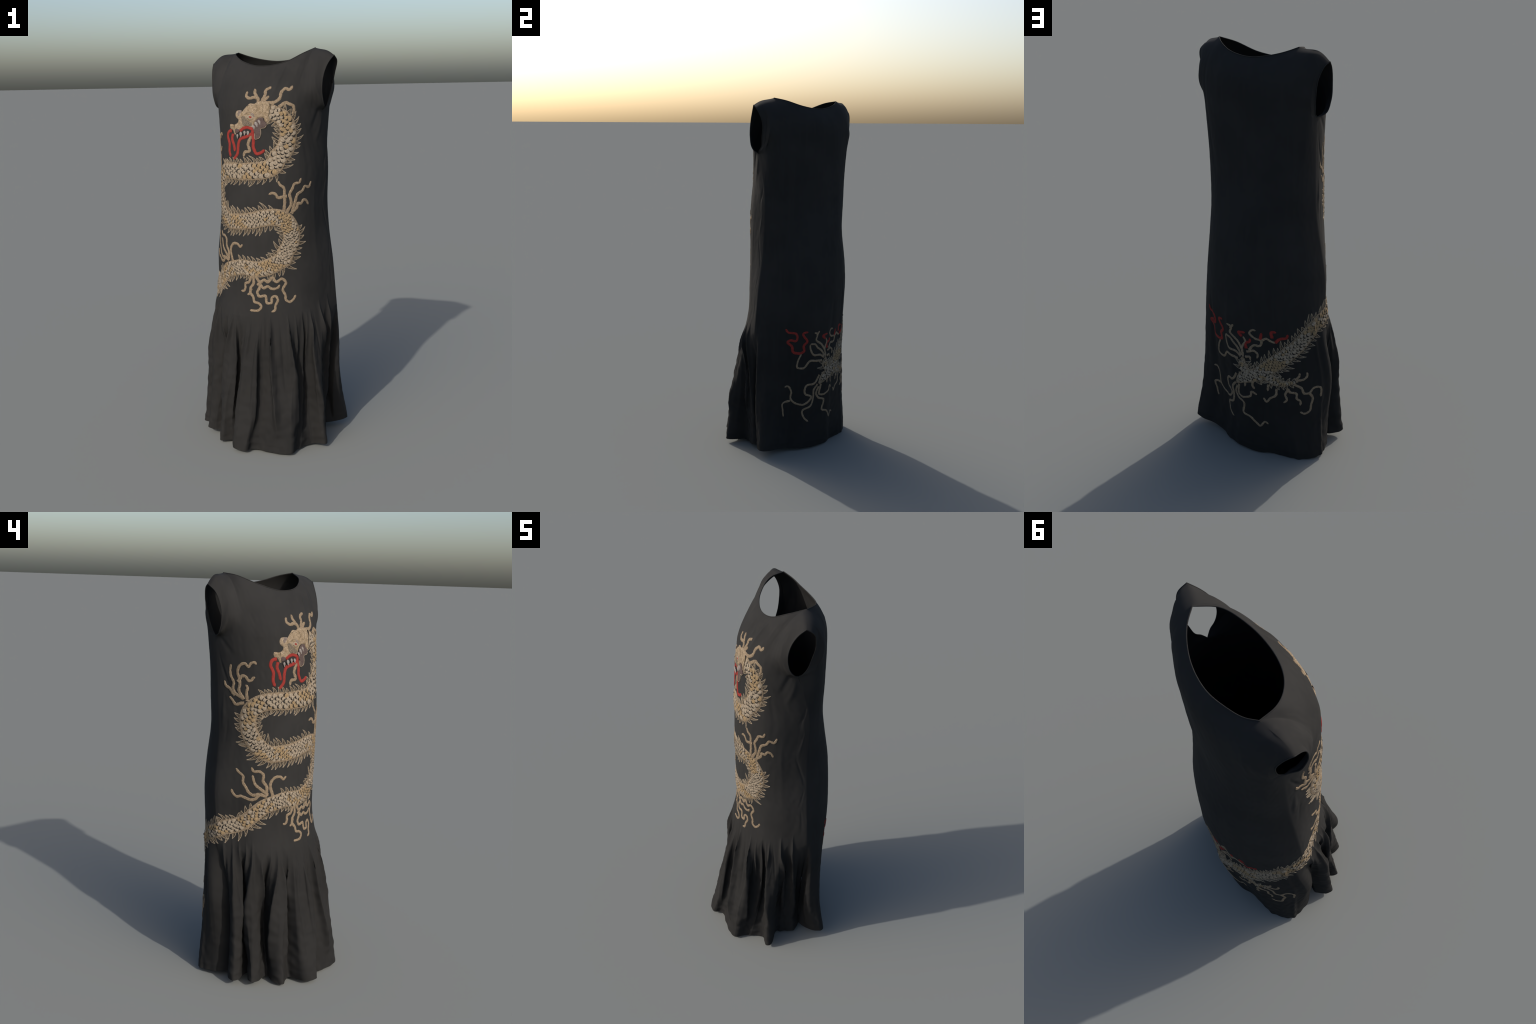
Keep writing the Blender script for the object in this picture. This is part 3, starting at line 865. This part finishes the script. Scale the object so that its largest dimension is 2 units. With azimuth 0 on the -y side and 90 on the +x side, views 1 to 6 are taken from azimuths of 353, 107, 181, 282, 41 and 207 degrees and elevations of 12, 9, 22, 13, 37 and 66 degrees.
V, F = cord_mesh("dragon", spine, body_half(spine.s), 15, 0.0032, 0.55)
dragon = new_object("dragon", make_mesh("dragon", V, F), dress, [GROUND])
branches = []
for ctrl, w0, w1 in ((TAIL_BRANCH_UP, 0.030, 0.012), (TAIL_BRANCH_OUT, 0.034, 0.008)):
    p = Path(ctrl, 0.006)
    half = np.interp(p.s / p.length, [0, 0.5, 0.92, 1], [w0, (w0 + w1) * 0.55, w1, 0.004])
    V, F = cord_mesh("tail_branch", p, half, 11, 0.0034, 0.55)
    new_object("tail_branch", make_mesh("tail_branch", V, F), dragon, [GROUND])
    branches.append((p, half))


# scales: a domed shield with a dark stitched gap under its tip --------------
def scale_mesh(name, seed, thread):
    r = random.Random(seed)
    verts, faces, mats = [], [], []
    rings, seg = 4, 20
    L0 = 0.55 + 0.08 * r.random()

    def rim(a, k):
        x = math.cos(a)
        y = math.sin(a)
        x = x * (L0 if x > 0 else 0.62)
        return x * k, y * 0.5 * k * (1 - 0.10 * max(0, -math.cos(a)))
    verts.append((0, 0, 0.10))
    for i in range(1, rings + 1):
        k = i / rings
        for j in range(seg):
            x, y = rim(2 * math.pi * j / seg, k)
            verts.append((x, y, 0.10 * math.sqrt(max(0, 1 - 0.8 * k * k)) + 0.13 * x - (0.05 if k == 1 else 0)))
    for j in range(seg):
        faces.append((0, 1 + j, 1 + (j + 1) % seg)); mats.append(0)
    for i in range(rings - 1):
        for j in range(seg):
            a, b = 1 + i * seg + j, 1 + i * seg + (j + 1) % seg
            faces.append((a, a + seg, b + seg, b)); mats.append(0)
    # crescent of black thread round the free tip
    st = len(verts)
    m = 12
    wid, lean, arc = r.uniform(0.26, 0.58), r.uniform(-0.4, 0.4), r.uniform(0.65, 1.15)
    for i in range(m + 1):
        a = arc * (2 * i / m - 1) + lean
        x0, y0 = rim(a, 0.90)
        f = 1 + wid * math.sin(math.pi * i / m) ** 0.8
        for g, z in ((1.0, 0.045), ((1 + f) / 2, 0.05), (f, 0.03)):
            verts.append((x0 * g, y0 * g, z + 0.13 * x0))
    for i in range(m):
        for c in (0, 1):
            a = st + i * 3 + c
            faces.append((a, a + 1, a + 4, a + 3)); mats.append(1)
    me = make_mesh(name, verts, faces, None, mats)
    me.materials.append(thread)
    me.materials.append(BLACK)
    return me


SCALES = [scale_mesh("scale", 20 + i, CREAM) for i in range(9)]
GOLD_SCALES = [scale_mesh("scale", 40 + i, GOLD) for i in range(7)]
placed = []


def place_scales(path, half_of, s0, s1, sizes):
    s, row = s0, 0
    while s < s1:
        size = float(np.interp(s / path.length, *np.array(sizes).T))
        w = float(half_of(np.array([s]))[0])
        usable = w - 0.008
        n = max(1, int(round(2 * usable / (size * 0.94))))
        m = n if row % 2 == 0 else max(1, n - 1)
        ks = (np.arange(m) - (m - 1) / 2) * (2 * usable / n)
        for k in ks:
            ss = s + size * rng.uniform(-0.11, 0.11)
            q, T, B = path.at(np.array([ss]))
            q = shift(q, B * (k + rng.uniform(-0.0014, 0.0014)))
            P, Nn = cloth_at(q)
            placed.append((P[0], Nn[0], T[0], size * rng.uniform(0.88, 1.12), w, k, ss))
        s += size * 0.60
        row += 1


SIZES = [(0, 0.022), (0.06, 0.026), (0.18, 0.025), (0.30, 0.023), (0.36, 0.019), (0.44, 0.018), (0.50, 0.017), (0.58, 0.019), (0.66, 0.020),
         (0.74, 0.021), (0.86, 0.020), (1.0, 0.019)]
place_scales(spine, body_half, 0.016, L - 0.03, SIZES)
for p, half in branches:
    place_scales(p, lambda s, p=p, half=half: np.interp(s, p.s, half), 0.02, p.length - 0.02, [(0, 0.021), (1, 0.018)])


def frame(P, Nn, T, size, lift, twist):
    T = T - (T @ Nn) * Nn
    T /= np.linalg.norm(T)
    B = np.cross(Nn, T)
    c, s_ = math.cos(twist), math.sin(twist)
    X, Y = (c * T + s_ * B) * size, (c * B - s_ * T) * size
    Z = Nn * size
    o = P + Nn * lift
    return Matrix(((X[0], Y[0], Z[0], o[0]), (X[1], Y[1], Z[1], o[1]), (X[2], Y[2], Z[2], o[2]), (0, 0, 0, 1)))


def body_height(w, k):
    return 0.0032 * math.sqrt(max(0.0, 1 - (k / w) ** 2)) ** 0.55 - 0.0006


order = sorted(range(len(placed)), key=lambda i: -placed[i][3])
named = set(order[:300])
rest_v, rest_f, rest_m = [], [], []
gold_phase = [rng.uniform(0, 6.28) for _ in range(3)]
for i, (P, Nn, T, size, w, k, ss) in enumerate(placed):
    M = frame(P, Nn, T, size, body_height(w, k) - 0.0006, rng.uniform(-0.18, 0.18))
    gold = math.sin(ss * 21 + gold_phase[0]) + 0.8 * math.sin(ss * 47 + k * 60 + gold_phase[1]) + rng.uniform(-0.9, 0.9) > 0.45
    me = rng.choice(GOLD_SCALES if gold else SCALES)
    if i in named:
        o = bpy.data.objects.new("scale", me)
        bpy.context.collection.objects.link(o)
        o.parent = dragon
        o.matrix_world = M
    else:
        off = len(rest_v)
        co = np.empty(len(me.vertices) * 3)
        me.vertices.foreach_get("co", co)
        Mn = np.array(M)
        rest_v.extend((co.reshape(-1, 3) @ Mn[:3, :3].T + Mn[:3, 3]).tolist())
        for poly in me.polygons:
            rest_f.append([v + off for v in poly.vertices])
            rest_m.append(2 if poly.material_index == 0 and gold else poly.material_index)
me = make_mesh("small_scales", rest_v, rest_f, None, rest_m)
o = new_object("small_scales", me, dragon, [CREAM, BLACK, GOLD])
o["kind"] = "stuff"


# fin spikes: a curved horn drawn in thread, open in the middle ----------------
def add_spike(q0, along, out, length, base, bend, seed):
    """spike rooted at cloth parameter q0; along / out are unit world vectors"""
    r = random.Random(seed)

    def pt(x, y):     # x along the edge, y outward (metres) -> parameters
        return along * x + out * y

    n = 9
    t = np.linspace(0, 1, n)
    left = np.stack([-base * 0.5 * (1 - t) + bend * t**1.8, length * t], 1)
    right = np.stack([base * 0.5 * (1 - t) ** 0.75 + bend * t**1.8, length * t], 1)
    left[:, 0] -= base * 0.14 * np.sin(t * math.pi)
    vein = np.stack([base * 0.02 + bend * 0.9 * t**1.8, length * (0.05 + 0.80 * t)], 1)
    vein2 = np.stack([base * 0.22 * (1 - t) + bend * 0.8 * t**1.8, length * (0.02 + 0.55 * t)], 1)
    verts, faces = [], []
    mats = []
    for line, wd in ((left, 0.0017), (right, 0.0017), (vein, 0.0008)):
        tan = np.gradient(line, axis=0)
        tan /= np.linalg.norm(tan, axis=1, keepdims=True)
        nor = np.stack([-tan[:, 1], tan[:, 0]], 1)
        st = len(verts)
        rows = []
        for k, z in ((-1, -0.0006), (-0.45, 0.0011), (0.45, 0.0011), (1, -0.0006)):
            c = line + nor * k * wd
            vec = c[:, :1] * along + c[:, 1:] * out
            P, Nn = cloth_at(shift(np.repeat(q0[None], n, 0), vec))
            rows.append(P + Nn * z)
        R = np.stack(rows, 1).reshape(-1, 3)
        verts.extend(R.tolist())
        for i in range(n - 1):
            for j in range(3):
                a = st + i * 4 + j
                faces.append((a, a + 1, a + 5, a + 4))
        faces.append((st, st + 1, st + 2, st + 3))
        e = st + (n - 1) * 4
        faces.append((e + 3, e + 2, e + 1, e))
    mats = [0] * len(faces)
    # hatched filling between the two outlines
    st, rows = len(verts), []
    for k, z in ((0.0, -0.0006), (0.12, 0.0006), (0.88, 0.0006), (1.0, -0.0006)):
        c = left + (right - left) * k
        P, Nn = cloth_at(shift(np.repeat(q0[None], n, 0), c[:, :1] * along + c[:, 1:] * out))
        rows.append(P + Nn * z)
    verts.extend(np.stack(rows, 1).reshape(-1, 3).tolist())
    for i in range(n - 1):
        for j in range(3):
            a = st + i * 4 + j
            faces.append((a, a + 1, a + 5, a + 4))
            mats.append(1)
    me = make_mesh("spike", verts, faces, None, mats)
    new_object("spike", me, dragon, [OUTLINE, HATCH])


def spikes_along(path, half_of, s0, s1, sides=(-1, 1), small=1.0):
    for side in sides:
        s = s0 + rng.uniform(0, 0.01)
        while s < s1:
            q, T, B = path.at(np.array([s]))
            w = float(half_of(np.array([s]))[0])
            out = B[0] * side
            root = shift(q, B * (side * (w - 0.003)))
            # locally straight frame at the root
            jt, jh = metric(root)
            P, Nn = cloth_at(root)
            along = T[0] - (T[0] @ Nn[0]) * Nn[0]
            along /= np.linalg.norm(along)
            out = out - (out @ Nn[0]) * Nn[0]
            out /= np.linalg.norm(out)
            length = small * rng.choice((0.020, 0.024, 0.027, 0.031, 0.038)) * rng.uniform(0.9, 1.1)
            base = rng.uniform(0.014, 0.019) * (0.7 + 0.3 * small)
            # horns curl upward on the flanks, towards the viewer's left on the bends
            up = along @ AZ - 0.8 * (along @ AX)
            curl = math.copysign(rng.uniform(0.35, 0.80), up) * length
            hidden = any(abs(s - a) < b and side == c for a, b, c in BARE)
            if not hidden:
                add_spike(root[0], along, out, length, base, curl, int(s * 1e4))
            # step along the edge itself, so that bends stay evenly set
            want, P0 = base * rng.uniform(1.1, 1.8), P[0]
            while s < s1:
                s += 0.0015
                q, T, B = path.at(np.array([s]))
                e = cloth_at(shift(q, B * (side * (float(half_of(np.array([s]))[0]) - 0.003))))[0][0]
                if np.linalg.norm(e - P0) >= want:
                    break


# stretches of the outline where tendrils grow instead of spikes: (where along
# the body, half length, side)
def nearest_s(t, h):
    d = (spine.q - np.array([t, h])) * np.array([0.42, 1.0])
    return float(spine.s[np.argmin((d * d).sum(1))])


def side_of(t, h):
    i = int(np.argmin((((spine.q - np.array([t, h])) * np.array([0.42, 1.0])) ** 2).sum(1)))
    P = cloth_at(np.array([[t, h]]))[0][0]
    return 1 if (P - spine.P[i]) @ spine.B[i] > 0 else -1


BARE = []
for t, h, r in ((-0.66, 1.42, 0.045), (0.36, 1.222, 0.055), (-0.43, 0.955, 0.075), (-0.03, 0.873, 0.045), (0.25, 1.76, 0.05)):
    BARE.append((nearest_s(t, h), r, side_of(t, h)))
spikes_along(spine, body_half, 0.035, L - 0.10)
for p, half in branches:
    spikes_along(p, lambda s, p=p, half=half: np.interp(s, p.s, half), 0.05, p.length - 0.01, small=0.8)


# tendrils, horns and flames ---------------------------------------------------
def tendrils(name, lists, base, tip, mat, height=0.0028, parent=None, root=0.016):
    for c in lists:
        c = np.array(c, float)
        if root:
            d = (c[0] - c[1]) * (0.42, 1.0)
            c = np.vstack([c[:1] + d / np.linalg.norm(d) * root / (0.42, 1.0), c])
        p = Path(c, 0.0028)
        half = spike_profile(p.s, p.length, base, tip, wob=0.03 if mat is RED else 0.08, seed=len(c) * 1.7)
        V, F = cord_mesh(name, p, half, 9, height, 0.45)
        new_object(name, make_mesh(name, V, F), parent or dragon, [mat])


tendrils("tendril", UPPER_LEFT + MIDDLE_RIGHT + LOWER_LEFT, 0.0086, 0.0064, TAN)
tendrils("tendril", LOWER_FRONT, 0.0080, 0.0062, TAN)
tendrils("tendril", BACK_CLAWS, 0.0068, 0.0054, TAN, root=0.004)
tendrils("red_flame", RED_FRONT, 0.0088, 0.0080, RED, 0.0036, root=0)
tendrils("red_flame", RED_BACK + RED_BACK2, 0.0084, 0.0064, RED, root=0)
tendrils("horn", HEAD_HORN, 0.0088, 0.0074, TAN, root=0.012)


# the head: padded patches -----------------------------------------------------
def patch_mesh(outline, height, lift=0.0, edge=0.006, closed=True, fine=0.0035):
    c = np.array(outline, float)
    w = np.array([0.36, 1.0])
    cc = np.vstack([c[-2:], c, c[:2]]) if closed else c
    s = np.r_[0, np.cumsum(np.linalg.norm(np.diff(cc * w, axis=0), axis=1) ** 0.6)]
    n = len(c) * 6
    o = hermite(s, cc, np.linspace(s[2], s[2 + len(c)], n, endpoint=False)) * w
    lo, hi = o.min(0), o.max(0)
    gx, gy = np.meshgrid(np.arange(lo[0], hi[0], fine), np.arange(lo[1], hi[1], fine))
    g = np.stack([gx.ravel() + (np.arange(gx.size) // gx.shape[1] % 2) * fine / 2, gy.ravel()], 1)
    nxt = np.roll(o, -1, 0)

    def inside(p):
        y0, y1 = o[:, 1][None], nxt[:, 1][None]
        cross = (y0 > p[:, 1:]) != (y1 > p[:, 1:])
        x = o[:, 0] + (p[:, 1:] - y0) / np.where(np.abs(y1 - y0) < 1e-12, 1e-12, y1 - y0) * (nxt[:, 0] - o[:, 0])
        return (cross & (p[:, :1] < x)).sum(1) % 2 == 1

    def dist(p):
        d = nxt - o
        t = np.clip(((p[:, None] - o) * d).sum(-1) / np.maximum((d * d).sum(-1), 1e-12), 0, 1)
        return np.linalg.norm(p[:, None] - o - t[..., None] * d, axis=-1).min(1)

    g = g[inside(g)]
    if len(g):
        g = g[dist(g) > fine * 0.6]
    pts = [Vector(p) for p in o.tolist() + g.tolist()]
    vs, _, fs, *_ = delaunay_2d_cdt(pts, [(i, (i + 1) % n) for i in range(n)], [], 1, 1e-7)
    v = np.array([tuple(p) for p in vs])
    d = dist(v)
    P, Nn = cloth_at(v / w)
    z = height * (1 - (1 - np.clip(d / edge, 0, 1)) ** 2) + lift - 0.0006 * (d < 1e-5)
    V = P + Nn * z[:, None]
    return V, [list(f) for f in fs]


def patch(name, outline, mat, height, lift=0.0, edge=0.006, fine=0.0035):
    V, F = patch_mesh(outline, height, lift, edge, fine=fine)
    # face outward
    f = F[0]
    nrm = np.cross(V[f[1]] - V[f[0]], V[f[2]] - V[f[0]])
    if nrm @ AF < 0:
        F = [x[::-1] for x in F]
    return new_object(name, make_mesh(name, V, F), dragon, [mat])


def disc(center, rt, rh, n=14, angle=0.0):
    a = np.linspace(0, 2 * math.pi, n, endpoint=False)
    x, y = rt * np.cos(a), rh * np.sin(a)
    c, s = math.cos(angle), math.sin(angle)
    return [(center[0] + (c * i - s * j) / 0.36, center[1] + s * i + c * j) for i, j in zip(x, y)]


patch("head", HEAD, HEADMAT, 0.0050, edge=0.012)
patch("jaw", JAW, BROWN, 0.0018, lift=0.0042)
patch("gum", GUM, BROWN, 0.0015, lift=0.0036)
patch("cheek", CHEEK_SHADE, PEPPER, 0.0008, lift=0.0046)
patch("brow", BROW, MAUVE, 0.0010, lift=0.0048)
patch("snout", SNOUT_PATCH, MAUVE, 0.0010, lift=0.0046)
patch("eyelid", disc(EYE[1], 0.0125, 0.0110), CREAM, 0.0016, lift=0.0046)
patch("eye", disc(EYE[0], 0.0046, 0.0054), DARKRED, 0.0012, lift=0.0062, fine=0.0015)
for k, (c, size) in enumerate(zip(TEETH, (0.85, 1, 0.85, 0.8, 0.8, 1, 0.9))):
    a = -0.10 if k < 4 else 0.18
    size *= 1.08
    o = disc(c, 0.0052 * size, 0.0092 * size, angle=a)
    # pull the lowest point down into a fang
    o = [(x, y - (0.006 * size if y < c[1] - 0.0085 * size else 0)) for x, y in o]
    patch("tooth", o, GREY, 0.0016, lift=0.0062, edge=0.003, fine=0.002)
tendrils("stitch", STITCH, 0.0011, 0.0009, BLACK, 0.0062, root=0)
# light outline of the jaw
jaw_line = JAW[6:13]
tendrils("jaw_outline", [jaw_line], 0.0016, 0.0016, OUTLINE, 0.0062, root=0)
